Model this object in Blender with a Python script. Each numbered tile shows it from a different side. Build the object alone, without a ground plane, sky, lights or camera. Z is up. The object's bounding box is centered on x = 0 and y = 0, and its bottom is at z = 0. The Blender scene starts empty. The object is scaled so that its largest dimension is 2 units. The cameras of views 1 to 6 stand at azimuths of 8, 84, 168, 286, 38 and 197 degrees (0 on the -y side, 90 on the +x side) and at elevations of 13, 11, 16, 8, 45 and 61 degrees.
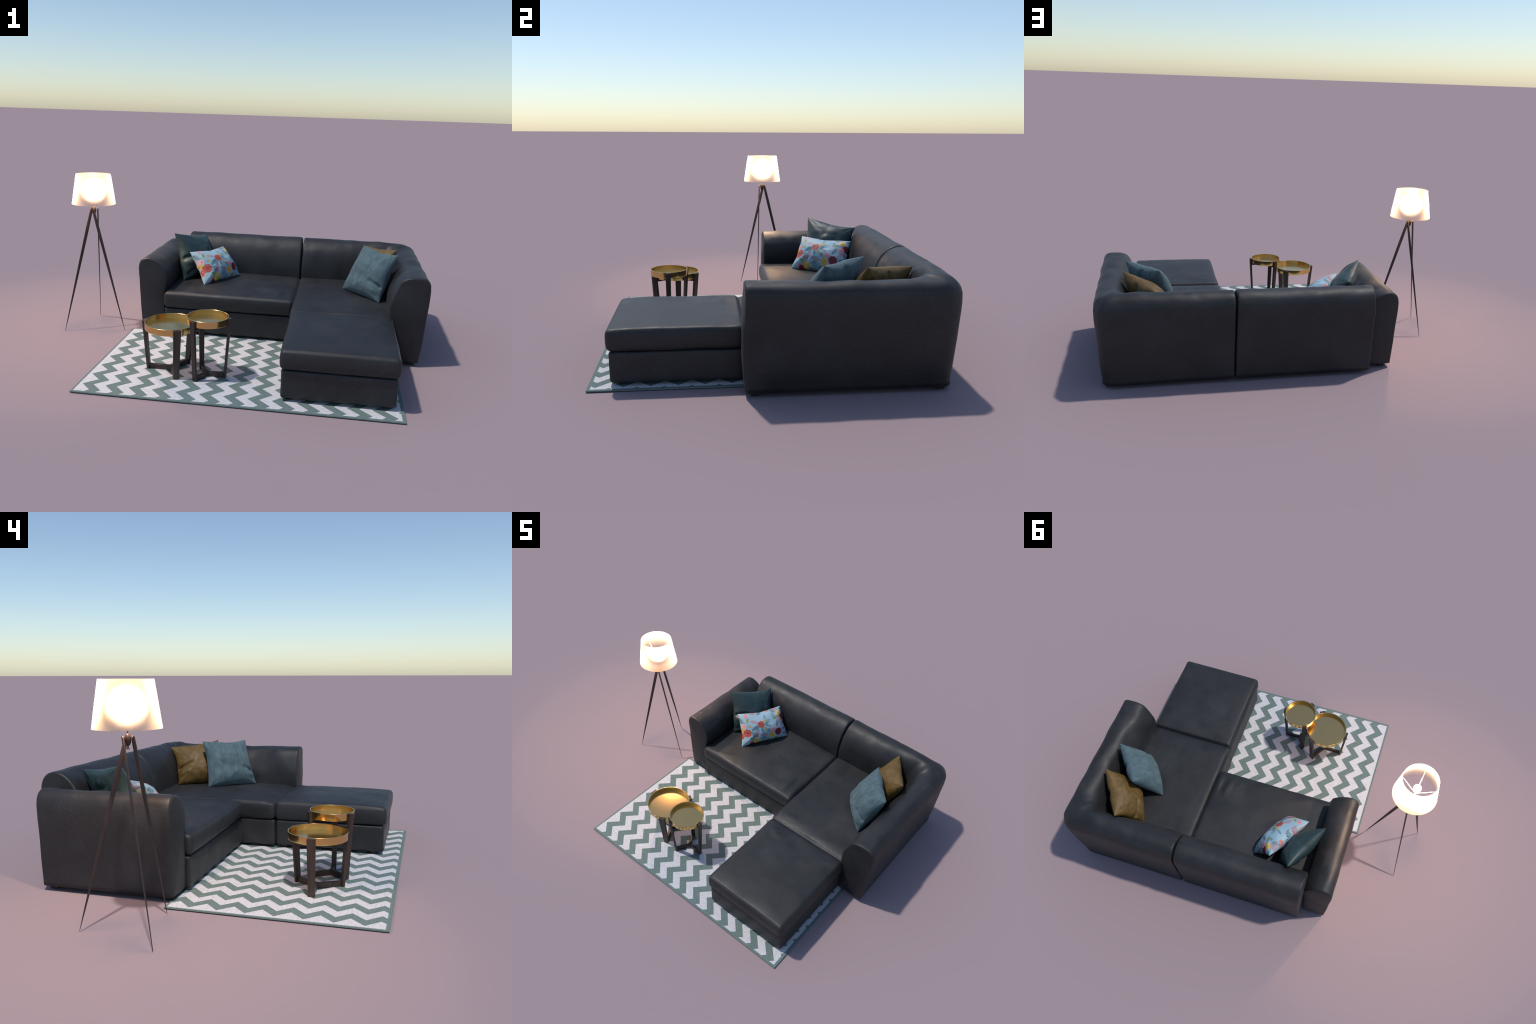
"""Corner sofa with chaise, throw pillows, chevron rug, two tray side tables and a tripod floor lamp."""
import bpy, bmesh, math
from math import pi, sin, cos, radians
from mathutils import Vector, Matrix, noise

SC = bpy.context.scene


# ------------------------------------------------------------------ helpers
def clamp(x, a=0.0, b=1.0):
    return a if x < a else b if x > b else x


def smooth(a, b, x):
    t = clamp((x - a) / (b - a))
    return t * t * (3 - 2 * t)


def link(obj, parent=None):
    SC.collection.objects.link(obj)
    if parent is not None:
        obj.parent = parent
        obj.matrix_parent_inverse = parent.matrix_world.inverted()
    return obj


def empty(name, loc, label, category):
    e = bpy.data.objects.new(name, None)
    e.location = loc
    e.empty_display_size = 0.1
    e["label"], e["category"] = label, category
    link(e)
    bpy.context.view_layer.update()
    return e


def mesh_object(name, bm, mat, parent=None, smooth_angle=40, weld=None):
    if weld:
        bmesh.ops.remove_doubles(bm, verts=bm.verts, dist=weld)
    bmesh.ops.recalc_face_normals(bm, faces=bm.faces)
    me = bpy.data.meshes.new(name)
    bm.to_mesh(me)
    bm.free()
    me.materials.append(mat)
    if smooth_angle:
        me.polygons.foreach_set("use_smooth", [True] * len(me.polygons))
        if smooth_angle < 180:
            me.set_sharp_from_angle(angle=radians(smooth_angle))
    o = bpy.data.objects.new(name, me)
    return link(o, parent)


def spline(points, per=8, closed=False):
    """Catmull-Rom through the points."""
    pts = [Vector(p) for p in points]
    n, out = len(pts), []
    for i in range(n if closed else n - 1):
        g = (lambda k: pts[k % n]) if closed else (lambda k: pts[min(max(k, 0), n - 1)])
        p0, p1, p2, p3 = g(i - 1), g(i), g(i + 1), g(i + 2)
        for j in range(per):
            t = j / per
            out.append(0.5 * (2 * p1 + (p2 - p0) * t + (2 * p0 - 5 * p1 + 4 * p2 - p3) * t * t + (3 * p1 - p0 - 3 * p2 + p3) * t ** 3))
    if not closed:
        out.append(pts[-1])
    return out


def resample(loop, n):
    """n points evenly spaced along a closed 2D loop."""
    d, total = [0.0], 0.0
    m = len(loop)
    for i in range(m):
        total += (loop[(i + 1) % m] - loop[i]).length
        d.append(total)
    out, k = [], 0
    for i in range(n):
        s = total * i / n
        while d[k + 1] < s:
            k += 1
        t = (s - d[k]) / max(1e-9, d[k + 1] - d[k])
        out.append(loop[k % m].lerp(loop[(k + 1) % m], t))
    return out


def lumps(p, seed, scale, amp):
    q = Vector(p) * scale + Vector((seed * 7.31, seed * 3.17, seed * 1.73))
    return amp * noise.noise(q)


def displace(bm, fn):
    bm.normal_update()
    moves = [(v, fn(v.co, v.normal)) for v in bm.verts]
    for v, d in moves:
        v.co += v.normal * d if not isinstance(d, Vector) else d


# ------------------------------------------------------------------ materials
class Nodes:
    def __init__(self, name):
        self.mat = bpy.data.materials.new(name)
        self.mat.use_nodes = True
        self.t = self.mat.node_tree
        self.bsdf = self.t.nodes["Principled BSDF"]
        self.out = self.t.nodes["Material Output"]
        self.coord = self.t.nodes.new("ShaderNodeTexCoord").outputs["Object"]

    def put(self, socket, value):
        if isinstance(value, bpy.types.NodeSocket):
            self.t.links.new(value, socket)
        elif hasattr(socket.default_value, "__len__") and not hasattr(value, "__len__"):
            socket.default_value = [value] * len(socket.default_value)
        elif hasattr(value, "__len__") and len(value) == 3 and len(socket.default_value) == 4:
            socket.default_value = (*value, 1)
        else:
            socket.default_value = value

    def math(self, op, a, b=None, c=None, clamp=False):
        n = self.t.nodes.new("ShaderNodeMath")
        n.operation, n.use_clamp = op, clamp
        for i, v in enumerate((a, b, c)):
            if v is not None:
                self.put(n.inputs[i], v)
        return n.outputs[0]

    def vmath(self, op, a, b=None):
        n = self.t.nodes.new("ShaderNodeVectorMath")
        n.operation = op
        self.put(n.inputs[0], a)
        if b is not None:
            self.put(n.inputs[1], b)
        return n.outputs["Value"] if op in ("LENGTH", "DOT_PRODUCT", "DISTANCE") else n.outputs[0]

    def mapping(self, vec, loc=(0, 0, 0), rot=(0, 0, 0), scale=(1, 1, 1)):
        n = self.t.nodes.new("ShaderNodeMapping")
        self.put(n.inputs["Vector"], vec)
        n.inputs["Location"].default_value = loc
        n.inputs["Rotation"].default_value = rot
        n.inputs["Scale"].default_value = scale
        return n.outputs[0]

    def noise(self, scale, vec=None, detail=3, rough=0.5, out="Fac", distortion=0):
        n = self.t.nodes.new("ShaderNodeTexNoise")
        self.put(n.inputs["Vector"], vec if vec is not None else self.coord)
        n.inputs["Scale"].default_value, n.inputs["Detail"].default_value = scale, detail
        n.inputs["Roughness"].default_value, n.inputs["Distortion"].default_value = rough, distortion
        return n.outputs[out]

    def voronoi(self, scale, vec=None, feature="F1", out="Distance", rand=1.0):
        n = self.t.nodes.new("ShaderNodeTexVoronoi")
        n.feature = feature
        self.put(n.inputs["Vector"], vec if vec is not None else self.coord)
        n.inputs["Scale"].default_value = scale
        n.inputs["Randomness"].default_value = rand
        return n.outputs[out]

    def ramp(self, fac, stops, interp="LINEAR"):
        n = self.t.nodes.new("ShaderNodeValToRGB")
        n.color_ramp.interpolation = interp
        while len(n.color_ramp.elements) < len(stops):
            n.color_ramp.elements.new(0.5)
        for e, (p, c) in zip(n.color_ramp.elements, stops):
            e.position = p
            e.color = (*c, 1) if hasattr(c, "__len__") else (c, c, c, 1)
        self.put(n.inputs[0], fac)
        return n.outputs[0]

    def remap(self, v, a, b, c=0.0, d=1.0):
        n = self.t.nodes.new("ShaderNodeMapRange")
        n.clamp = True
        self.put(n.inputs["Value"], v)
        for k, x in zip(("From Min", "From Max", "To Min", "To Max"), (a, b, c, d)):
            n.inputs[k].default_value = x
        return n.outputs[0]

    def mix(self, fac, a, b, blend="MIX"):
        n = self.t.nodes.new("ShaderNodeMix")
        n.data_type, n.blend_type = "RGBA", blend
        self.put(n.inputs["Factor"], fac)
        self.put(n.inputs["A"], a) if False else self.put(n.inputs[6], a)
        self.put(n.inputs[7], b)
        return n.outputs[2]

    def sep(self, vec):
        n = self.t.nodes.new("ShaderNodeSeparateXYZ")
        self.put(n.inputs[0], vec)
        return n.outputs

    def combine(self, x, y, z=0.0):
        n = self.t.nodes.new("ShaderNodeCombineXYZ")
        for i, v in enumerate((x, y, z)):
            self.put(n.inputs[i], v)
        return n.outputs[0]

    def bump(self, height, strength=0.3, dist=0.002):
        n = self.t.nodes.new("ShaderNodeBump")
        n.inputs["Strength"].default_value, n.inputs["Distance"].default_value = strength, dist
        self.put(n.inputs["Height"], height)
        self.t.links.new(n.outputs[0], self.bsdf.inputs["Normal"])

    def set(self, **kw):
        for k, v in kw.items():
            self.put(self.bsdf.inputs[k.replace("_", " ")], v)
        return self.mat


def weave(N, pitch):
    """fine crossed threads on whichever two axes lie in the surface (object coordinates)"""
    geo = N.t.nodes.new("ShaderNodeNewGeometry")
    nx, ny, nz = N.sep(N.vmath("ABSOLUTE", geo.outputs["Normal"]))
    x, y, z = N.sep(N.coord)
    top = N.math("GREATER_THAN", nz, 0.75)
    side = N.math("GREATER_THAN", nx, ny)
    u = N.math("ADD", N.math("MULTIPLY", y, side), N.math("MULTIPLY", x, N.math("SUBTRACT", 1.0, side)))
    u = N.math("ADD", N.math("MULTIPLY", x, top), N.math("MULTIPLY", u, N.math("SUBTRACT", 1.0, top)))
    v = N.math("ADD", N.math("MULTIPLY", y, top), N.math("MULTIPLY", z, N.math("SUBTRACT", 1.0, top)))
    su = N.math("SINE", N.math("MULTIPLY", u, 2 * pi / pitch))
    sv = N.math("SINE", N.math("MULTIPLY", v, 2 * pi / pitch))
    return N.math("MULTIPLY_ADD", N.math("MULTIPLY", su, sv), 0.5, 0.5)


def leather_material():
    N = Nodes("dark_woven_leather")
    w = weave(N, 0.0078)
    cloud = N.noise(7, detail=5, rough=0.6)
    dots = N.remap(w, 0.76, 0.94)
    grain = N.remap(N.noise(170, detail=2, rough=0.8), 0.42, 0.66)
    fleck_mask = N.math("MULTIPLY", N.math("MULTIPLY", N.remap(cloud, 0.40, 0.66, 0.12, 1.0), dots), grain)
    base = N.ramp(N.noise(5.5, detail=5, rough=0.65), [(0.28, (0.0080, 0.0078, 0.0084)), (0.5, (0.0120, 0.0117, 0.0129)), (0.62, (0.0155, 0.0150, 0.0160)), (0.76, (0.0245, 0.0240, 0.0255))])
    wear = N.remap(N.noise(3.2, detail=7, rough=0.7), 0.50, 0.72, 0.0, 0.55)
    base = N.mix(wear, base, (0.0270, 0.0285, 0.0345))
    col = N.mix(fleck_mask, base, (0.125, 0.126, 0.138))
    N.bump(N.math("ADD", N.math("MULTIPLY", w, 0.3), N.noise(90, detail=3)), 0.07, 0.001)
    return N.set(Base_Color=col, Roughness=N.math("ADD", N.remap(N.noise(11, detail=5, rough=0.7), 0.3, 0.7, 0.47, 0.62), N.math("MULTIPLY", wear, 0.12)), Specular_IOR_Level=0.5, Sheen_Weight=0.035, Sheen_Roughness=0.4)


def velvet_material(name, dark, light, rough, bump=0.15, spec=0.4, sheen=0.0, streak=(6, 6, 6)):
    N = Nodes(name)
    n = N.noise(5, N.mapping(N.coord, scale=streak), detail=6, rough=0.65, distortion=0.6)
    col = N.ramp(n, [(0.3, dark), (0.72, light)])
    N.bump(N.noise(260, detail=3), bump, 0.001)
    return N.set(Base_Color=col, Roughness=rough, Specular_IOR_Level=spec, Sheen_Weight=sheen)


def wood_material(name, dark, light, grain):
    N = Nodes(name)
    n = N.noise(14, N.mapping(N.coord, scale=grain), detail=6, rough=0.65)
    col = N.ramp(n, [(0.3, dark), (0.7, light)])
    N.bump(n, 0.15, 0.001)
    return N.set(Base_Color=col, Roughness=0.42, Specular_IOR_Level=0.5)


def gold_material():
    N = Nodes("satin_gold")
    return N.set(Base_Color=(0.76, 0.50, 0.195), Metallic=1.0, Roughness=0.2)


def rug_material():
    N = Nodes("chevron_wool")
    x, y, z = N.sep(N.coord)
    wob = N.math("MULTIPLY_ADD", N.noise(220, detail=2), 0.0012, -0.0006)
    # zigzag: x shift is a triangle wave of y
    ph = N.math("PINGPONG", N.math("ADD", y, 0.681 + 0.1137 * 4), 0.05685)
    f = N.math("ADD", N.math("SUBTRACT", x, N.math("MULTIPLY", ph, 0.0556 / 0.05685)), wob)
    g = N.math("MODULO", N.math("ADD", f, 0.6122 + 0.1104 * 3), 0.1104)
    green = N.math("MULTIPLY", N.math("LESS_THAN", g, 0.0535), N.math("GREATER_THAN", f, -0.640))
    inside = None
    for s, op, lim in ((x, "GREATER_THAN", -0.6262), (x, "LESS_THAN", 0.836), (y, "GREATER_THAN", -0.7568), (y, "LESS_THAN", 0.0870)):
        t = N.math(op, N.math("ADD", s, wob), lim)
        inside = t if inside is None else N.math("MULTIPLY", inside, t)
    m = N.math("MAXIMUM", green, N.math("SUBTRACT", 1.0, inside))
    fib = N.noise(60, N.mapping(N.coord, rot=(0, 0, 0.5), scale=(1, 3.0, 1)), detail=6, rough=0.75)
    white = N.ramp(fib, [(0.28, (0.46, 0.45, 0.46)), (0.5, (0.60, 0.585, 0.60)), (0.7, (0.71, 0.695, 0.71))])
    teal = N.ramp(fib, [(0.28, (0.116, 0.162, 0.150)), (0.5, (0.152, 0.203, 0.190)), (0.72, (0.205, 0.255, 0.240))])
    N.bump(N.noise(300, detail=3), 0.3, 0.002)
    return N.set(Base_Color=N.mix(m, white, teal), Roughness=0.95, Specular_IOR_Level=0.15)


def floral_material(hw, hh):
    """pale blue cloth with painted flowers; u, v run -1..1 over the pillow face"""
    N = Nodes("floral_print_cotton")
    x, y, z = N.sep(N.coord)
    jig = N.noise(45, detail=2, out="Color")
    jx, jy, _ = N.sep(jig)
    x = N.math("ADD", x, N.math("MULTIPLY_ADD", jx, 0.008, -0.004))
    y = N.math("ADD", y, N.math("MULTIPLY_ADD", jy, 0.008, -0.004))
    back = N.math("LESS_THAN", z, 0.0)
    flip = N.math("MULTIPLY_ADD", back, -2.0, 1.0)
    x = N.math("MULTIPLY", x, flip)
    cloth = N.ramp(N.noise(9, detail=3), [(0.3, (0.27, 0.415, 0.485)), (0.7, (0.33, 0.475, 0.545))])
    col = cloth
    fine = N.noise(70, detail=3)

    def local(u, v, rot):
        dx, dy = N.math("SUBTRACT", x, u * hw), N.math("SUBTRACT", y, v * hh)
        c, s = cos(rot), sin(rot)
        a = N.math("ADD", N.math("MULTIPLY", dx, c), N.math("MULTIPLY", dy, s))
        b = N.math("ADD", N.math("MULTIPLY", dx, -s), N.math("MULTIPLY", dy, c))
        return a, b

    def sprig(u, v, rot, length, width, colour, col):
        """a leafy twig: leaflets either side of a stem"""
        a, b = local(u, v, rot)
        t = N.math("DIVIDE", a, length)
        along = N.math("MULTIPLY", N.math("GREATER_THAN", t, 0.0), N.math("LESS_THAN", t, 1.0))
        ab = N.math("ABSOLUTE", b)
        k = N.math("SUBTRACT", a, N.math("MULTIPLY", ab, 0.9))
        leaf = N.math("GREATER_THAN", N.math("SINE", N.math("MULTIPLY", k, 2 * pi / 0.0075)), -0.15)
        env = N.math("LESS_THAN", ab, N.math("MULTIPLY", N.math("SINE", N.math("MULTIPLY", t, pi * 0.94)), width))
        stem = N.math("LESS_THAN", ab, 0.0008)
        m = N.math("MULTIPLY", along, N.math("MAXIMUM", N.math("MULTIPLY", leaf, env), stem))
        return N.mix(N.math("MULTIPLY", m, 0.9), col, colour)

    def leaf(u, v, rot, length, width, colour, col):
        a, b = local(u, v, rot)
        t = N.math("DIVIDE", a, length)
        along = N.math("MULTIPLY", N.math("GREATER_THAN", t, 0.0), N.math("LESS_THAN", t, 1.0))
        env = N.math("LESS_THAN", N.math("ABSOLUTE", b), N.math("MULTIPLY", N.math("SINE", N.math("MULTIPLY", t, pi)), width))
        return N.mix(N.math("MULTIPLY", along, env), col, colour)

    def flower(u, v, r, petals, deep, pale, centre, col):
        a, b = local(u, v, 0.4 + u)
        ang = N.math("ARCTAN2", b, a)
        d = N.math("SQRT", N.math("ADD", N.math("MULTIPLY", a, a), N.math("MULTIPLY", b, b)))
        edge = N.math("MULTIPLY_ADD", N.math("ABSOLUTE", N.math("SINE", N.math("MULTIPLY", ang, petals / 2))), 0.14 * r, 0.72 * r)
        rel = N.math("DIVIDE", d, edge)
        m = N.math("LESS_THAN", rel, 1.0)
        rings = N.math("SINE", N.math("ADD", N.math("MULTIPLY", rel, 15.0), N.math("MULTIPLY", ang, 2.0)))
        rings = N.math("MULTIPLY", N.remap(rings, 0.2, 0.9), N.remap(fine, 0.35, 0.6, 0.35, 1.0))
        c = N.mix(rings, deep, pale)
        c = N.mix(N.math("LESS_THAN", rel, 0.20), c, centre)
        return N.mix(m, col, c)

    red, coral, wine, crimson = (0.36, 0.055, 0.04), (0.52, 0.16, 0.12), (0.18, 0.016, 0.03), (0.26, 0.025, 0.035)
    yellow, amber, ochre = (0.56, 0.36, 0.05), (0.68, 0.48, 0.20), (0.40, 0.20, 0.03)
    pink, blush = (0.62, 0.24, 0.26), (0.78, 0.42, 0.42)
    teal, green, slate, plum = (0.12, 0.25, 0.28), (0.24, 0.27, 0.10), (0.06, 0.11, 0.13), (0.40, 0.11, 0.14)
    for s in (
        (-0.24, 0.24, 2.75, 0.060, 0.013, plum), (-0.02, 0.20, 0.30, 0.050, 0.010, teal), (0.00, 0.06, -0.35, 0.045, 0.009, slate), (0.05, 0.42, 1.3, 0.028, 0.008, slate),
        (-0.42, -0.60, 1.35, 0.060, 0.013, plum), (-0.52, -0.62, 1.9, 0.045, 0.009, slate), (-0.28, -0.78, 0.35, 0.045, 0.010, slate), (-0.30, -0.95, -0.2, 0.050, 0.010, plum),
        (0.13, -0.60, 2.9, 0.060, 0.013, plum), (0.10, -0.72, 3.5, 0.045, 0.010, teal), (0.20, -0.40, 2.3, 0.040, 0.009, slate), (0.52, -0.22, 1.2, 0.050, 0.009, slate),
        (0.70, -0.30, 0.9, 0.055, 0.012, plum), (0.75, -0.62, -0.4, 0.050, 0.010, slate), (-0.90, 0.36, 1.9, 0.050, 0.010, slate), (-0.80, 0.34, 2.5, 0.060, 0.012, teal),
        (-0.60, -0.36, -0.6, 0.045, 0.010, plum), (-0.58, -0.14, 0.4, 0.045, 0.010, slate), (-0.55, 0.84, 0.1, 0.045, 0.011, plum), (0.62, 0.70, 2.6, 0.045, 0.010, slate),
        (0.46, 0.84, 0.2, 0.045, 0.010, plum), (0.90, 0.05, -1.2, 0.050, 0.010, slate), (0.60, 0.34, 2.4, 0.040, 0.010, teal), (-0.25, 0.72, 0.4, 0.045, 0.010, slate),
    ):
        col = sprig(*s, col)
    for l in (
        (-0.18, -0.02, -1.45, 0.040, 0.007, teal), (-0.26, 0.00, -2.3, 0.036, 0.006, teal), (-0.30, 0.08, 3.3, 0.032, 0.006, teal), (-0.06, -0.02, -0.9, 0.040, 0.007, green),
        (-0.02, 0.14, 0.0, 0.036, 0.006, teal), (-0.74, 0.34, 1.2, 0.036, 0.008, green), (-0.64, -0.30, -0.1, 0.036, 0.008, teal), (-0.62, -0.18, 0.8, 0.036, 0.007, teal),
        (-0.56, -0.70, 2.6, 0.034, 0.007, green), (-0.34, -0.90, -0.5, 0.034, 0.007, teal), (0.40, -0.82, -0.6, 0.036, 0.008, green), (0.16, -0.78, -2.3, 0.034, 0.007, teal),
        (0.76, -0.46, 0.3, 0.038, 0.008, teal), (0.66, 0.44, 3.6, 0.036, 0.007, green), (0.84, 0.78, 0.5, 0.034, 0.007, teal), (0.10, 0.86, 2.9, 0.034, 0.007, green),
        (0.44, 0.30, 1.2, 0.034, 0.006, teal),
    ):
        col = leaf(*l, col)
    for f in (
        (-0.88, 0.20, 0.017, 5, blush, pink, crimson), (-0.97, -0.02, 0.018, 6, yellow, amber, ochre), (-0.66, 0.14, 0.010, 4, yellow, ochre, amber),
        (0.03, 0.30, 0.012, 4, yellow, amber, ochre), (0.00, -0.17, 0.010, 4, ochre, amber, plum), (0.34, -0.29, 0.019, 6, pink, blush, plum),
        (-0.17, 0.13, 0.029, 8, red, coral, crimson), (-0.79, -0.26, 0.031, 8, red, coral, crimson), (0.27, -0.62, 0.026, 8, yellow, amber, ochre),
        (0.58, -0.51, 0.030, 8, wine, crimson, wine), (-0.45, -0.83, 0.026, 8, yellow, amber, ochre), (-1.05, -0.40, 0.024, 7, red, coral, crimson),
        (0.76, 0.60, 0.025, 8, amber, yellow, ochre), (0.93, 0.34, 0.026, 8, wine, crimson, wine), (0.78, 0.20, 0.018, 6, pink, blush, plum),
        (-0.70, -0.90, 0.018, 6, pink, blush, plum), (-0.62, -1.02, 0.024, 7, wine, crimson, wine), (-0.72, 0.80, 0.015, 5, pink, blush, crimson),
        (0.30, 0.92, 0.016, 5, coral, pink, crimson),
    ):
        col = flower(*f, col)
    dots = N.voronoi(26, N.combine(x, y, 0.0), rand=0.9)
    col = N.mix(N.math("MULTIPLY", N.math("LESS_THAN", dots, 0.085), 0.8), col, (0.75, 0.48, 0.52))
    N.bump(N.noise(300, detail=2), 0.08, 0.001)
    return N.set(Base_Color=col, Roughness=0.55, Specular_IOR_Level=0.4)


def plain_material(name, colour, rough=0.5, metallic=0.0):
    N = Nodes(name)
    n = N.noise(40, detail=3)
    dark = tuple(c * 0.85 for c in colour)
    return N.set(Base_Color=N.ramp(n, [(0.3, dark), (0.7, colour)]), Roughness=rough, Metallic=metallic)


def shade_material():
    """frosted fabric: blurs the bulb where seen square on, scatters more where seen edge on"""
    N = Nodes("frosted_lampshade")
    n = N.noise(160, N.mapping(N.coord, scale=(1, 1, 2)), detail=3)
    col = N.ramp(n, [(0.3, SHADE_DARK), (0.7, SHADE_LIGHT)])
    N.set(Base_Color=col, Roughness=SHADE_ROUGH, Transmission_Weight=SHADE_CLEAR, IOR=SHADE_IOR, Specular_IOR_Level=0.3)
    return N.mat


SHADE_DARK, SHADE_LIGHT, SHADE_ROUGH, SHADE_IOR, SHADE_CLEAR = (0.74, 0.63, 0.54), (0.84, 0.74, 0.65), 0.58, 1.33, 1.0
def bulb_material():
    """frosted globe: brightest from its equator up, dimmer towards the neck that sits in the socket"""
    N = Nodes("glowing_bulb")
    x, y, z = N.sep(N.coord)
    power = N.remap(N.math("SUBTRACT", z, BULB_Z), -0.010, -0.002, BULB_LOW, BULB_HIGH)
    return N.set(Base_Color=(1, 0.9, 0.8), Roughness=0.4, Emission_Color=(1.0, 0.62, 0.34), Emission_Strength=power)


BULB_Z, BULB_LOW, BULB_HIGH = 0.7980, 650.0, 2300.0
LEATHER = leather_material()
TABLE_WOOD = wood_material("dark_wenge_wood", (0.024, 0.0135, 0.0105), (0.060, 0.037, 0.029), (3, 3, 0.25))
LAMP_WOOD = wood_material("dark_walnut_wood", (0.021, 0.011, 0.0085), (0.047, 0.027, 0.021), (3, 3, 0.25))
GOLD = gold_material()
RUG = rug_material()
FOOT = plain_material("black_plastic", (0.012, 0.012, 0.013), 0.5)
WHITE_METAL = plain_material("white_metal", (0.7, 0.7, 0.7), 0.4)
METAL = plain_material("dark_metal", (0.08, 0.07, 0.06), 0.35, 1.0)


# ------------------------------------------------------------------ upholstery builders
def upholstered_sweep(name, parent, stations, profile_at, cap_r, seed, amp=0.0035, bulges=(0.004, 0.004)):
    """stations: list of (outer point, inner point) in plan; profile_at(k) gives a closed loop of (t, z),
    t = 0 on the outer line and 1 on the inner one. Both ends get a rounded edge and a nearly flat cap."""
    bm = bmesh.new()
    rings = []

    def ring(k, shift, inset, scale=1.0):
        O, I = stations[k]
        loop = profile_at(k / (len(stations) - 1))
        w = (I - O).length
        pts = []
        xs, zs = [p.x for p in loop], [p.y for p in loop]
        mid = Vector(((max(xs) + min(xs)) / 2, (max(zs) + min(zs)) / 2))
        kx = 1 - inset / ((max(xs) - min(xs)) / 2 * w)
        kz = 1 - inset / ((max(zs) - min(zs)) / 2)
        for p in loop:
            p = Vector((mid.x + (p.x - mid.x) * kx * scale, mid.y + (p.y - mid.y) * kz * scale))
            q = O + (I - O) * p.x + shift
            pts.append(bm.verts.new((q.x, q.y, p.y)))
        rings.append(pts)

    def dirn(a, b):
        return ((stations[b][0] + stations[b][1]) - (stations[a][0] + stations[a][1])).normalized()

    last = len(stations) - 1
    start, end = dirn(1, 0), dirn(last - 1, last)
    steps = 6
    for s in (0.10, 0.35, 0.6, 0.8, 0.93):
        ring(0, start * (cap_r + bulges[0] * (1 - s * s)), cap_r, s)
    for j in range(steps + 1):
        a = pi / 2 * (1 - j / steps)
        ring(0, start * cap_r * sin(a), cap_r * (1 - cos(a)))
    for k in range(1, last):
        ring(k, Vector((0, 0)), 0)
    for j in range(steps + 1):
        a = pi / 2 * j / steps
        ring(last, end * cap_r * sin(a), cap_r * (1 - cos(a)))
    for s in (0.93, 0.8, 0.6, 0.35, 0.10):
        ring(last, end * (cap_r + bulges[1] * (1 - s * s)), cap_r, s)
    for a, b in zip(rings, rings[1:]):
        for i in range(len(a)):
            j = (i + 1) % len(a)
            bm.faces.new((a[i], a[j], b[j], b[i]))
    bm.faces.new(rings[0][::-1])
    bm.faces.new(rings[-1])
    bmesh.ops.recalc_face_normals(bm, faces=bm.faces)
    displace(bm, lambda p, n: (lumps(p, seed, 9, amp) + lumps(p, seed + 2, 22, amp * 0.35)) * smooth(0.05, 0.40, p.z))
    return mesh_object(name, bm, LEATHER, parent, 180)


def line_stations(o0, o1, i0, i1, n):
    o0, o1, i0, i1 = map(Vector, (o0, o1, i0, i1))
    return [(o0.lerp(o1, k / n), i0.lerp(i1, k / n)) for k in range(n + 1)]


def arc(c, r, a0, a1, n):
    return [Vector((c[0] + r * cos(a0 + (a1 - a0) * k / n), c[1] + r * sin(a0 + (a1 - a0) * k / n))) for k in range(n + 1)]


def axis_samples(lo, hi, r, n):
    edge = [0.0, 0.12, 0.27, 0.45, 0.68, 1.0]
    a = [lo + r * e for e in edge]
    b = [hi - r * e for e in reversed(edge)]
    mid = [lo + r + (hi - lo - 2 * r) * k / n for k in range(1, n)]
    return a + mid + b


def soft_box(name, parent, lo, hi, r, seed, fn=None, mat=None, step=0.018):
    """box with rounded edges on a fine grid, then pushed in and out by fn(point, normal)"""
    lo, hi = Vector(lo), Vector(hi)
    ax = [axis_samples(lo[i], hi[i], r, max(2, int((hi[i] - lo[i] - 2 * r) / step))) for i in range(3)]
    bm = bmesh.new()
    inner_lo, inner_hi = lo + Vector((r, r, r)), hi - Vector((r, r, r))
    cache = {}

    def vert(p):
        key = tuple(round(c, 6) for c in p)
        if key not in cache:
            q = Vector(clamp(p[i], inner_lo[i], inner_hi[i]) for i in range(3))
            d = Vector(p) - q
            cache[key] = bm.verts.new(q + d.normalized() * r)
        return cache[key]

    for i in range(3):
        a, b = (i + 1) % 3, (i + 2) % 3
        for side in (lo[i], hi[i]):
            for u0, u1 in zip(ax[a], ax[a][1:]):
                for v0, v1 in zip(ax[b], ax[b][1:]):
                    quad = []
                    for u, v in ((u0, v0), (u1, v0), (u1, v1), (u0, v1)):
                        p = [0, 0, 0]
                        p[i], p[a], p[b] = side, u, v
                        quad.append(vert(p))
                    if len(set(quad)) == 4:
                        bm.faces.new(quad)
    bmesh.ops.recalc_face_normals(bm, faces=bm.faces)
    if fn:
        displace(bm, fn)
    return mesh_object(name, bm, mat or LEATHER, parent, 180)


# ------------------------------------------------------------------ the sofa
sofa = empty("corner_sofa", (0.2, 0.3, 0), "dark charcoal leather corner sofa with chaise and rounded arms", "corner sofa")

# cross-section of back and arm: (distance inward from the outer bottom line, height)
BACK = [(0.011, 0.0185), (0.001, 0.027), (-0.006, 0.10), (-0.013, 0.19), (-0.021, 0.29), (-0.027, 0.36), (-0.030, 0.42), (-0.017, 0.458), (0.015, 0.482),
        (0.056, 0.486), (0.097, 0.469), (0.133, 0.434), (0.156, 0.390), (0.169, 0.33), (0.171, 0.25), (0.168, 0.10), (0.160, 0.027), (0.15, 0.0185)]
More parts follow.
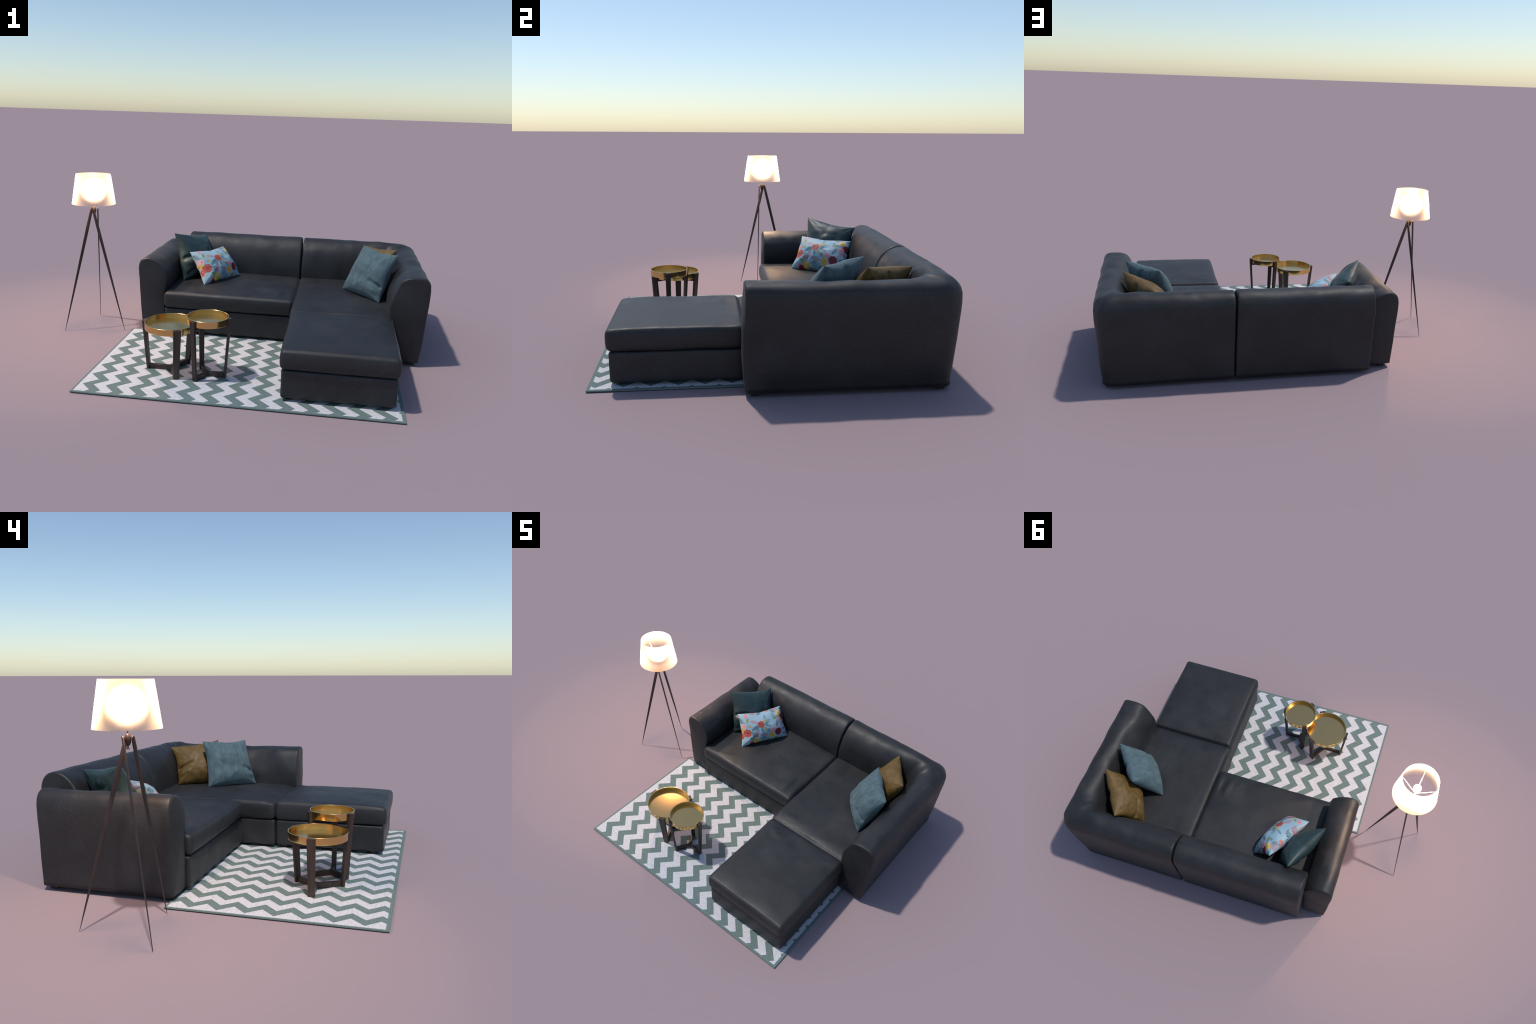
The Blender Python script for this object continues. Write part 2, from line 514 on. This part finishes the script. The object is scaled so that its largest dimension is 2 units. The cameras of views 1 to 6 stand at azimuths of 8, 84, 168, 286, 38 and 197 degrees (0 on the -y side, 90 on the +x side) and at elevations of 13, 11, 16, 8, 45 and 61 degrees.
# where the back turns the corner its outer face stands more upright
CORNER = [(0.009, 0.0185), (-0.001, 0.027), (-0.008, 0.10), (-0.014, 0.19), (-0.019, 0.29), (-0.023, 0.36), (-0.021, 0.42), (-0.002, 0.458), (0.028, 0.480),
          (0.066, 0.486), (0.098, 0.468), (0.122, 0.432), (0.140, 0.386), (0.152, 0.33), (0.160, 0.25), (0.163, 0.10), (0.160, 0.027), (0.15, 0.0185)]
ARM = [(0.012, 0.0185), (0.002, 0.027), (-0.011, 0.10), (-0.018, 0.19), (-0.024, 0.29), (-0.031, 0.38), (-0.031, 0.43), (-0.020, 0.455), (0.008, 0.469),
       (0.054, 0.470), (0.096, 0.460), (0.123, 0.436), (0.147, 0.38), (0.162, 0.32), (0.163, 0.26), (0.160, 0.10), (0.155, 0.027), (0.145, 0.0185)]
# the arm again where the pillows press against it
PRESSED = [(0.012, 0.0185), (0.002, 0.027), (-0.011, 0.10), (-0.018, 0.19), (-0.026, 0.29), (-0.033, 0.38), (-0.031, 0.43), (-0.018, 0.453), (0.006, 0.466),
           (0.044, 0.465), (0.080, 0.450), (0.106, 0.420), (0.136, 0.37), (0.159, 0.32), (0.164, 0.26), (0.160, 0.10), (0.155, 0.027), (0.145, 0.0185)]
W = 0.165


def make_loop(points, n=72):
    return resample([Vector((p.x, p.y)) for p in spline([(a / W, b, 0) for a, b in points], 10, True)], n)


LOOP_BACK, LOOP_ARM, LOOP_PRESSED, LOOP_CORNER = make_loop(BACK), make_loop(ARM), make_loop(PRESSED), make_loop(CORNER)


# straight back section
yo = 0.738
st = line_stations((-0.424, yo), (0.283, yo), (-0.424, yo - W), (0.283, yo - W), 44)
upholstered_sweep("backrest", sofa, st, lambda t: LOOP_BACK, 0.011, 3)

# back section that turns the corner and runs on as the arm
R_OUT, R_IN, xo = 0.062, 0.045, 0.966
outer = [Vector((0.3120 + (xo - R_OUT - 0.3120) * k / 30, yo)) for k in range(30)]
inner = [Vector((0.3120 + (xo - W - R_IN - 0.3120) * k / 30, yo - W)) for k in range(30)]
outer += arc((xo - R_OUT, yo - R_OUT), R_OUT, pi / 2, 0, 16)
inner += arc((xo - W - R_IN, yo - W - R_IN), R_IN, pi / 2, 0, 16)
y_end = -0.116
outer += [Vector((xo, yo - R_OUT + (y_end - yo + R_OUT) * k / 40)) for k in range(1, 41)]
inner += [Vector((xo - W, yo - W - R_IN + (y_end - yo + W + R_IN) * k / 40)) for k in range(1, 41)]
st = list(zip(outer, inner))


def corner_profile(t):
    """back section, then the upright corner, then the arm, a little slimmer where the pillows press on it"""
    to_corner, to_arm = smooth(0.12, 0.36, t), smooth(0.46, 0.60, t)
    g = 0.9 * smooth(0.50, 0.60, t) * (1 - smooth(0.82, 0.94, t))
    return [a.lerp(k, to_corner).lerp(b.lerp(c, g), to_arm) for a, b, c, k in zip(LOOP_BACK, LOOP_ARM, LOOP_PRESSED, LOOP_CORNER)]


upholstered_sweep("corner_backrest", sofa, st, corner_profile, 0.010, 5, 0.005, (0.004, 0.011))

# the free-standing arm at the other end (leans outward towards its top)
LOW_ARM = [(0.004, 0.0185), (-0.006, 0.027), (-0.011, 0.07), (-0.017, 0.15), (-0.023, 0.24), (-0.028, 0.31), (-0.030, 0.37), (-0.024, 0.404), (-0.008, 0.426), (0.024, 0.436),
           (0.070, 0.425), (0.106, 0.399), (0.130, 0.367), (0.137, 0.335), (0.136, 0.292), (0.128, 0.25), (0.126, 0.12), (0.124, 0.027), (0.115, 0.0185)]
LOOP_LOW = make_loop(LOW_ARM)
st = line_stations((-0.568, 0.669), (-0.568, 0.091), (-0.568 + W, 0.669), (-0.568 + W, 0.091), 44)
upholstered_sweep("armrest", sofa, st, lambda t: LOOP_LOW, 0.011, 8, 0.005, (0.006, 0.009))


def cushion_fn(seed, lo, hi, folds=(), roll=0.003):
    def fn(p, n):
        cx, cy = (lo[0] + hi[0]) / 2, (lo[1] + hi[1]) / 2
        u, v = (p.x - cx) / (hi[0] - lo[0]) * 2, (p.y - cy) / (hi[1] - lo[1]) * 2
        d = lumps(p, seed, 7, 0.0026) + lumps(p, seed + 4, 20, 0.0008)
        up = smooth(0.25, 0.95, n.z)
        d += up * (0.009 * (max(0.0, 1 - u * u) * max(0.0, 1 - v * v)) ** 0.6 - roll * (1 - smooth(0.0, 0.07, p.y - lo[1])))
        k = (p.z - lo[2]) / (hi[2] - lo[2])
        d += (1 - smooth(0.0, 0.6, abs(n.z))) * (0.006 * (4 * k * (1 - k)) - 0.001)
        for fx, fy, ang, length, width, depth in folds:
            a = (p.x - fx) * cos(ang) + (p.y - fy) * sin(ang)
            b = -(p.x - fx) * sin(ang) + (p.y - fy) * cos(ang)
            b += 0.010 * sin(a * 22)
            if 0 < a < length and n.z > 0.2:
                d += depth * sin(pi * a / length) * math.exp(-(b / width) ** 2)
        return d
    return fn


def base_fn(seed):
    return lambda p, n: lumps(p, seed, 10, 0.0022) + lumps(p, seed + 3, 28, 0.0008)


SEAT_Z0, SEAT_Z1 = 0.157, 0.2530
lo, hi = (-0.441, 0.056, SEAT_Z0), (0.2925, 0.60, SEAT_Z1)
soft_box("seat_cushion", sofa, lo, hi, 0.020, 11, cushion_fn(11, lo, hi, (
    (0.18, 0.09, 1.35, 0.15, 0.013, 0.008), (0.225, 0.08, 1.5, 0.17, 0.010, -0.007), (0.262, 0.08, 1.62, 0.15, 0.010, 0.006), (0.12, 0.085, 1.2, 0.10, 0.012, 0.004), (-0.38, 0.08, 0.25, 0.22, 0.012, 0.004))))
lo, hi = (0.2945, -0.1175, SEAT_Z0), (0.822, 0.60, SEAT_Z1)
soft_box("seat_cushion.001", sofa, lo, hi, 0.020, 14, cushion_fn(14, lo, hi, ((0.33, -0.06, 0.3, 0.12, 0.012, 0.003), (0.5, -0.09, 0.1, 0.2, 0.012, 0.003)), 0.009))
lo, hi = (0.301, -0.688, SEAT_Z0), (0.8195, -0.122, SEAT_Z1 + 0.0005)
soft_box("chaise_cushion", sofa, lo, hi, 0.018, 17, cushion_fn(17, lo, hi, (
    (0.33, -0.17, -0.35, 0.16, 0.010, 0.005), (0.33, -0.20, -0.5, 0.13, 0.009, -0.004), (0.72, -0.20, 0.6, 0.12, 0.011, 0.004))))
soft_box("seat_base", sofa, (-0.441, 0.063, 0.018), (0.300, 0.62, 0.1545), 0.010, 21, base_fn(21))
soft_box("seat_base.001", sofa, (0.302, -0.117, 0.018), (0.825, 0.62, 0.1545), 0.010, 22, base_fn(22))
soft_box("chaise_base", sofa, (0.306, -0.679, 0.020), (0.815, -0.123, 0.1545), 0.012, 23, base_fn(23))

foot_mesh = None
for x, y in ((-0.53, 0.125), (-0.53, 0.645), (0.93, -0.085), (0.93, 0.69), (-0.38, 0.69), (0.25, 0.69), (0.36, 0.69), (0.345, -0.63), (0.775, -0.63),
             (0.345, -0.16), (0.775, -0.16), (-0.40, 0.11), (0.25, 0.11)):
    if foot_mesh is None:
        o = soft_box("sofa_foot", sofa, (-0.018, -0.018, 0.0), (0.018, 0.018, 0.030), 0.003, 1, None, FOOT, 0.02)
        foot_mesh = o
    else:
        o = foot_mesh.copy()
        o.name = "sofa_foot"
        SC.collection.objects.link(o)
    on_rug = x < 0.85 and y < 0.097
    o.location = (x - sofa.location.x, y - sofa.location.y, 0.005 if on_rug else 0.0)
    o.matrix_parent_inverse.identity()


# ------------------------------------------------------------------ throw pillows
def pillow(name, ul, ur, ll, lr, thick, mat, seed, label, creases=(), back=0.33, pull=(0.14, 0.03, 0.10), power=0.52, n=56):
    """corners as seen from the face: upper left, upper right, lower left, lower right; u runs left to right, v up"""
    ul, ur, ll, lr = map(Vector, (ul, ur, ll, lr))
    c = (ul + ur + ll + lr) / 4
    X = ((ur + lr) - (ul + ll)).normalized()  # towards the right
    Y = (ul + ur) - (ll + lr)
    Y = (Y - X * Y.dot(X)).normalized()
    Z = X.cross(Y)
    M = Matrix((X, Y, Z)).transposed().to_4x4()
    M.translation = c
    inv = M.inverted()
    q = [inv @ p for p in (ll, lr, ur, ul)]
    bm = bmesh.new()

    def remapped(t):
        return sin(t * pi / 2) * 0.6 + t * 0.4

    grid = {}
    for side in (1, -1):
        for i in range(n + 1):
            for j in range(n + 1):
                rim = i in (0, n) or j in (0, n)
                if rim and side == -1:
                    grid[side, i, j] = grid[1, i, j]
                    continue
                u, v = remapped(2 * i / n - 1), remapped(2 * j / n - 1)
                wob = Vector((u * 1.7, v * 1.7, seed * 3.3 + side))
                top, bottom, sides = (k * (1 + 0.5 * noise.noise(Vector((v * 1.5, seed, u)))) for k in pull)
                uu = u * (1 - sides * (1 - v * v))
                vv = v * (1 - (top * (1 - abs(u)) ** 0.8 if v > 0 else bottom * (1 - u * u)))
                a, b = (uu + 1) / 2, (vv + 1) / 2
                p = (q[0] * (1 - a) + q[1] * a) * (1 - b) + (q[3] * (1 - a) + q[2] * a) * b
                env = max(0.0, (1 - u * u) * (1 - v * v))
                h = thick * (0.57 if side == 1 else back) * env ** power * (1 + 0.10 * noise.noise(wob) - 0.10 * v)
                h += 0.0035 * env ** 0.5 * noise.noise(wob * 2.4) + 0.0012 * env ** 0.5 * noise.noise(wob * 5)
                h -= 0.010 * env * max(0.0, noise.noise(Vector((u * 1.3 + seed * 5, v * 1.6 - seed, side * 2.0)))) * 2
                # gathers that run in from the corners
                for su in (-1, 1):
                    for sv in (-1, 1):
                        du, dv = 1 - su * u, 1 - sv * v
                        r = math.hypot(du, dv)
                        ang = math.atan2(dv, du)
                        h += 0.0032 * math.exp(-(r / 0.55) ** 2) * sin(ang * 9 + seed + su * 2 + sv) * env ** 0.3
                for cs, u0, v0, u1, v1, wd, dp in creases:
                    if cs != side:
                        continue
                    L2 = (u1 - u0) ** 2 + (v1 - v0) ** 2
                    t = ((u - u0) * (u1 - u0) + (v - v0) * (v1 - v0)) / L2
                    tc = clamp(t)
                    dd = math.hypot(u - u0 - tc * (u1 - u0), v - v0 - tc * (v1 - v0))
                    h += dp * math.exp(-(dd / wd) ** 2) * min(1.0, env * 6) * (1 - 0.6 * tc)
                h = max(h, 0.0004)
                grid[side, i, j] = bm.verts.new(p + Vector((0, 0, side * h)))
    for side in (1, -1):
        for i in range(n):
            for j in range(n):
                f = [grid[side, i, j], grid[side, i + 1, j], grid[side, i + 1, j + 1], grid[side, i, j + 1]]
                bm.faces.new(f if side == 1 else f[::-1])
    o = mesh_object(name, bm, mat, None, 180)
    o.matrix_world = M
    o["label"], o["category"] = label, "throw pillow"
    return o


DARK_TEAL = velvet_material("dark_teal_satin", (0.016, 0.036, 0.037), (0.030, 0.058, 0.058), 0.47, 0.06, 0.5)
BLUE = velvet_material("dusty_blue_suede", (0.054, 0.091, 0.103), (0.112, 0.166, 0.180), 0.8, 0.2, 0.25, 0.10, (9, 4, 9))
BROWN = velvet_material("mustard_brown_leather", (0.085, 0.048, 0.010), (0.185, 0.108, 0.027), 0.55, 0.15, 0.4, 0.0, (6, 6, 6))

pillow("teal_throw_pillow", (-0.462, 0.357, 0.533), (-0.323, 0.621, 0.487), (-0.388, 0.297, 0.256), (-0.245, 0.560, 0.258), 0.150, DARK_TEAL, 1,
       "dark teal satin square throw pillow", ((1, -0.98, -0.10, -0.45, -0.02, 0.09, -0.020), (1, -0.95, -0.30, -0.40, -0.30, 0.12, 0.010), (1, -0.9, -0.78, -0.45, -0.62, 0.08, -0.018)))
FLORAL = floral_material(0.153, 0.108)
pillow("floral_throw_pillow", (-0.354, 0.305, 0.434), (-0.202, 0.569, 0.425), (-0.246, 0.224, 0.258), (-0.083, 0.520, 0.256), 0.135, FLORAL, 2,
       "pale blue rectangular pillow printed with red and yellow flowers", ((1, -0.55, -0.98, -0.42, -0.50, 0.09, -0.018), (1, -0.80, -0.95, -0.70, -0.60, 0.10, 0.008)), pull=(0.14, 0.04, 0.07))
pillow("blue_throw_pillow", (0.673, 0.419, 0.516), (0.854, 0.207, 0.512), (0.559, 0.343, 0.262), (0.762, 0.109, 0.259), 0.138, BLUE, 3,
       "dusty blue suede square throw pillow", ((1, 0.98, -0.45, 0.50, -0.36, 0.07, -0.024), (1, 0.95, -0.70, 0.55, -0.66, 0.09, 0.010), (1, 0.05, 0.99, -0.05, 0.55, 0.10, -0.012), (-1, 0.0, 0.98, 0.1, 0.2, 0.10, -0.018)), back=0.55)
pillow("brown_throw_pillow", (0.697, 0.632, 0.471), (0.862, 0.385, 0.507), (0.594, 0.545, 0.262), (0.758, 0.300, 0.260), 0.138, BROWN, 4,
       "mustard brown leather square throw pillow", ((1, -0.98, -0.30, -0.35, -0.10, 0.07, -0.024), (1, -0.95, -0.60, -0.5, -0.5, 0.09, 0.010), (-1, 0.1, 0.98, 0.0, 0.2, 0.10, -0.018)), back=0.55)


# ------------------------------------------------------------------ rug
bm = bmesh.new()
bmesh.ops.create_cube(bm, size=1.0)
for v in bm.verts:
    v.co = Vector((0.107 + v.co.x * 1.488, -0.337 + v.co.y * 0.868, 0.0028 + v.co.z * 0.0052))
bmesh.ops.bevel(bm, geom=bm.edges[:], offset=0.0012, segments=2, affect="EDGES")
rug = mesh_object("chevron_rug", bm, RUG, None, 40)
rug["label"], rug["category"] = "flat rug with grey-green and white zigzag stripes", "rug"


# ------------------------------------------------------------------ side tables
def lathe(name, parent, profile, mat, centre, segs=96, angle=35):
    bm = bmesh.new()
    rings = []
    for r, z in profile:
        if r < 1e-6:
            rings.append([bm.verts.new((centre[0], centre[1], z))])
        else:
            rings.append([bm.verts.new((centre[0] + r * cos(2 * pi * k / segs), centre[1] + r * sin(2 * pi * k / segs), z)) for k in range(segs)])
    for a, b in zip(rings, rings[1:]):
        for k in range(segs):
            j = (k + 1) % segs
            if len(a) == 1:
                bm.faces.new((a[0], b[k], b[j]))
            elif len(b) == 1:
                bm.faces.new((a[k], a[j], b[0]))
            else:
                bm.faces.new((a[k], a[j], b[j], b[k]))
    return mesh_object(name, bm, mat, parent, angle)


def bar(bm, a, b, side, up_a, up_b, wa, wb, ha, hb):
    """tapered rectangular bar from a to b; side and up are its cross axes"""
    vs = []
    for p, w, h, up in ((a, wa, ha, up_a), (b, wb, hb, up_b)):
        for s, t in ((-1, -1), (1, -1), (1, 1), (-1, 1)):
            vs.append(bm.verts.new(p + side * (s * w / 2) + up * (t * h / 2)))
    for f in ((3, 2, 1, 0), (4, 5, 6, 7), (0, 1, 5, 4), (1, 2, 6, 5), (2, 3, 7, 6), (3, 0, 4, 7)):
        bm.faces.new([vs[i] for i in f])
    return vs


def side_table(centre, rim_z, radius, angles, leg_top_z, r_top, r_foot, w_top, w_foot, t, label):
    cx, cy = centre
    root = empty("side_table", (cx, cy, 0.0055), label, "side table")
    wall, h, floor = 0.0042, 0.033, 0.025
    z0, z1 = rim_z - h, rim_z
    lathe("tray", root, [(0, z0), (radius - 0.004, z0), (radius - 0.001, z0 + 0.001), (radius, z0 + 0.004), (radius, z1 - 0.001), (radius - 0.001, z1),
                         (radius - wall + 0.001, z1), (radius - wall, z1 - 0.001), (radius - wall - 0.0005, z1 - floor), (0, z1 - floor)],
          GOLD, centre)
    floor_z = 0.0056
    for a in angles:
        d, s = Vector((cos(a), sin(a), 0)), Vector((-sin(a), cos(a), 0))
        C = Vector((cx, cy, 0))
        bm = bmesh.new()
        foot = C + d * (r_foot - t / 2) + Vector((0, 0, floor_z))
        top = C + d * (r_top - t / 2) + Vector((0, 0, leg_top_z))
        bar(bm, foot, top, s, d, d, w_foot, w_top, t * 0.9, t)
        bmesh.ops.bevel(bm, geom=bm.edges[:], offset=0.0009, segments=2, affect="EDGES")
        mesh_object("table_leg", bm, TABLE_WOOD, root, 40)
    for zc, hh, reach in ((floor_z + 0.0125, 0.023, r_foot), (z0 - 0.0085, 0.016, r_top - 0.003)):
        bm = bmesh.new()
        for a in angles:
            d, s = Vector((cos(a), sin(a), 0)), Vector((-sin(a), cos(a), 0))
            up = Vector((0, 0, 1))
            C = Vector((cx, cy, zc + 0.0002 * a))
            bar(bm, C - d * 0.004, C + d * (reach - t - 0.0005), s, up, up, 0.014, 0.014, hh, hh)
        bmesh.ops.bevel(bm, geom=bm.edges[:], offset=0.0008, segments=1, affect="EDGES")
        mesh_object("stretcher", bm, TABLE_WOOD, root, 40)
    return root


side_table((-0.2572, -0.4436), 0.2567, 0.1275, (radians(178.5), radians(58), radians(-62.5)), 0.2540, 0.1415, 0.1205, 0.036, 0.0285, 0.0140,
           "low round side table with golden tray and dark wooden legs")
side_table((-0.0686, -0.4741), 0.3095, 0.0998, (radians(0), radians(120), radians(-120)), 0.3055, 0.1125, 0.0930, 0.0275, 0.0215, 0.0125,
           "taller round side table with golden tray and dark wooden legs")


# ------------------------------------------------------------------ floor lamp
lx, ly = -0.864, 0.1095
lamp = empty("floor_lamp", (lx, ly, 0), "tripod floor lamp with glowing conical fabric shade", "floor lamp")
HUB_Z = 0.6865
lathe("hub", lamp, [(0.012 * sin(pi * k / 20) if 0 < k < 20 else 0, HUB_Z - 0.0225 * cos(pi * k / 20)) for k in range(21)], LAMP_WOOD, (lx, ly), 32, 180)
for fx, fy, tx, ty in ((-0.999, -0.027, -0.8825, 0.118), (-0.677, 0.064, -0.861, 0.0905), (-0.916, 0.297, -0.8475, 0.123)):
    foot = Vector((fx, fy, 0.0))
    d = Vector((fx - lx, fy - ly, 0)).normalized()
    tang = Vector((d.y, -d.x, 0))
    top = Vector((tx, ty, 0.691))
    axis = (foot - top).normalized()
    side = axis.cross(tang).normalized()
    bm = bmesh.new()
    prof = [(-0.0090, 0.006), (-0.006, 0.0115), (0.0, 0.0140), (0.03, 0.0165), (0.12, 0.0188), (0.30, 0.0160), (0.5, 0.0106), (0.64, 0.0056), ((foot - top).length, 0.0014)]
    rings = []
    for s, w in prof:
        c = top + axis * s
        th = 0.0072 * (1 - 0.65 * clamp(s / 0.7))
        ring = []
        for k in range(12):
            a = 2 * pi * k / 12
            ca, sa = cos(a), sin(a)
            e = lambda x: math.copysign(abs(x) ** 0.5, x)
            ring.append(bm.verts.new(c + side * (e(ca) * w / 2) + tang * (e(sa) * th / 2)))
        rings.append(ring)
    for a, b in zip(rings, rings[1:]):
        for k in range(12):
            bm.faces.new((a[k], a[(k + 1) % 12], b[(k + 1) % 12], b[k]))
    bm.faces.new(rings[0])
    bm.faces.new(rings[-1])
    mesh_object("lamp_leg", bm, LAMP_WOOD, lamp, 50)
    
lathe("lamp_stem", lamp, [(0, HUB_Z + 0.018), (0.0022, HUB_Z + 0.018), (0.0022, 0.736), (0, 0.736)], METAL, (lx, ly), 16)
lathe("bulb_socket", lamp, [(0, 0.7355), (0.006, 0.7355), (0.007, 0.745), (0.0085, 0.774), (0.0105, 0.780), (0, 0.7805)], WHITE_METAL, (lx, ly), 24)
bm = bmesh.new()
bmesh.ops.create_cone(bm, segments=16, radius1=0.0025, radius2=0.0025, depth=0.012, cap_ends=True, matrix=Matrix.Translation((lx, ly, 0.6605)))
bmesh.ops.create_cone(bm, segments=20, radius1=0.0055, radius2=0.004, depth=0.004, cap_ends=True, matrix=Matrix.Translation((lx, ly, 0.6555)))
mesh_object("hub_knob", bm, METAL, lamp, 40)

SHADE = shade_material()
zt, zb, rt, rb, th = 0.8918, 0.7253, 0.0941, 0.1196, 0.0012
lathe("lampshade", lamp, [(rb, zb), (rt, zt)], SHADE, (lx, ly), 96, 30)  # one skin of cloth
BULB = bulb_material()
lathe("light_bulb", lamp, [(0.020 * sin(pi * k / 24) if 0 < k < 24 else 0, BULB_Z - 0.020 * cos(pi * k / 24)) for k in range(25)], BULB, (lx, ly), 40, 180)
bm = bmesh.new()
for a in (radians(-12), radians(-100), radians(172), radians(80)):
    d, s = Vector((cos(a), sin(a), 0)), Vector((-sin(a), cos(a), 0))
    p0, p1 = Vector((lx, ly, 0.744)) + d * 0.004, Vector((lx, ly, 0.846)) + d * 0.0995
    bar(bm, p0, p1, s, Vector((0, 0, 1)), Vector((0, 0, 1)), 0.0032, 0.0010, 0.0025, 0.0010)
mesh_object("shade_support", bm, WHITE_METAL, lamp, 40)
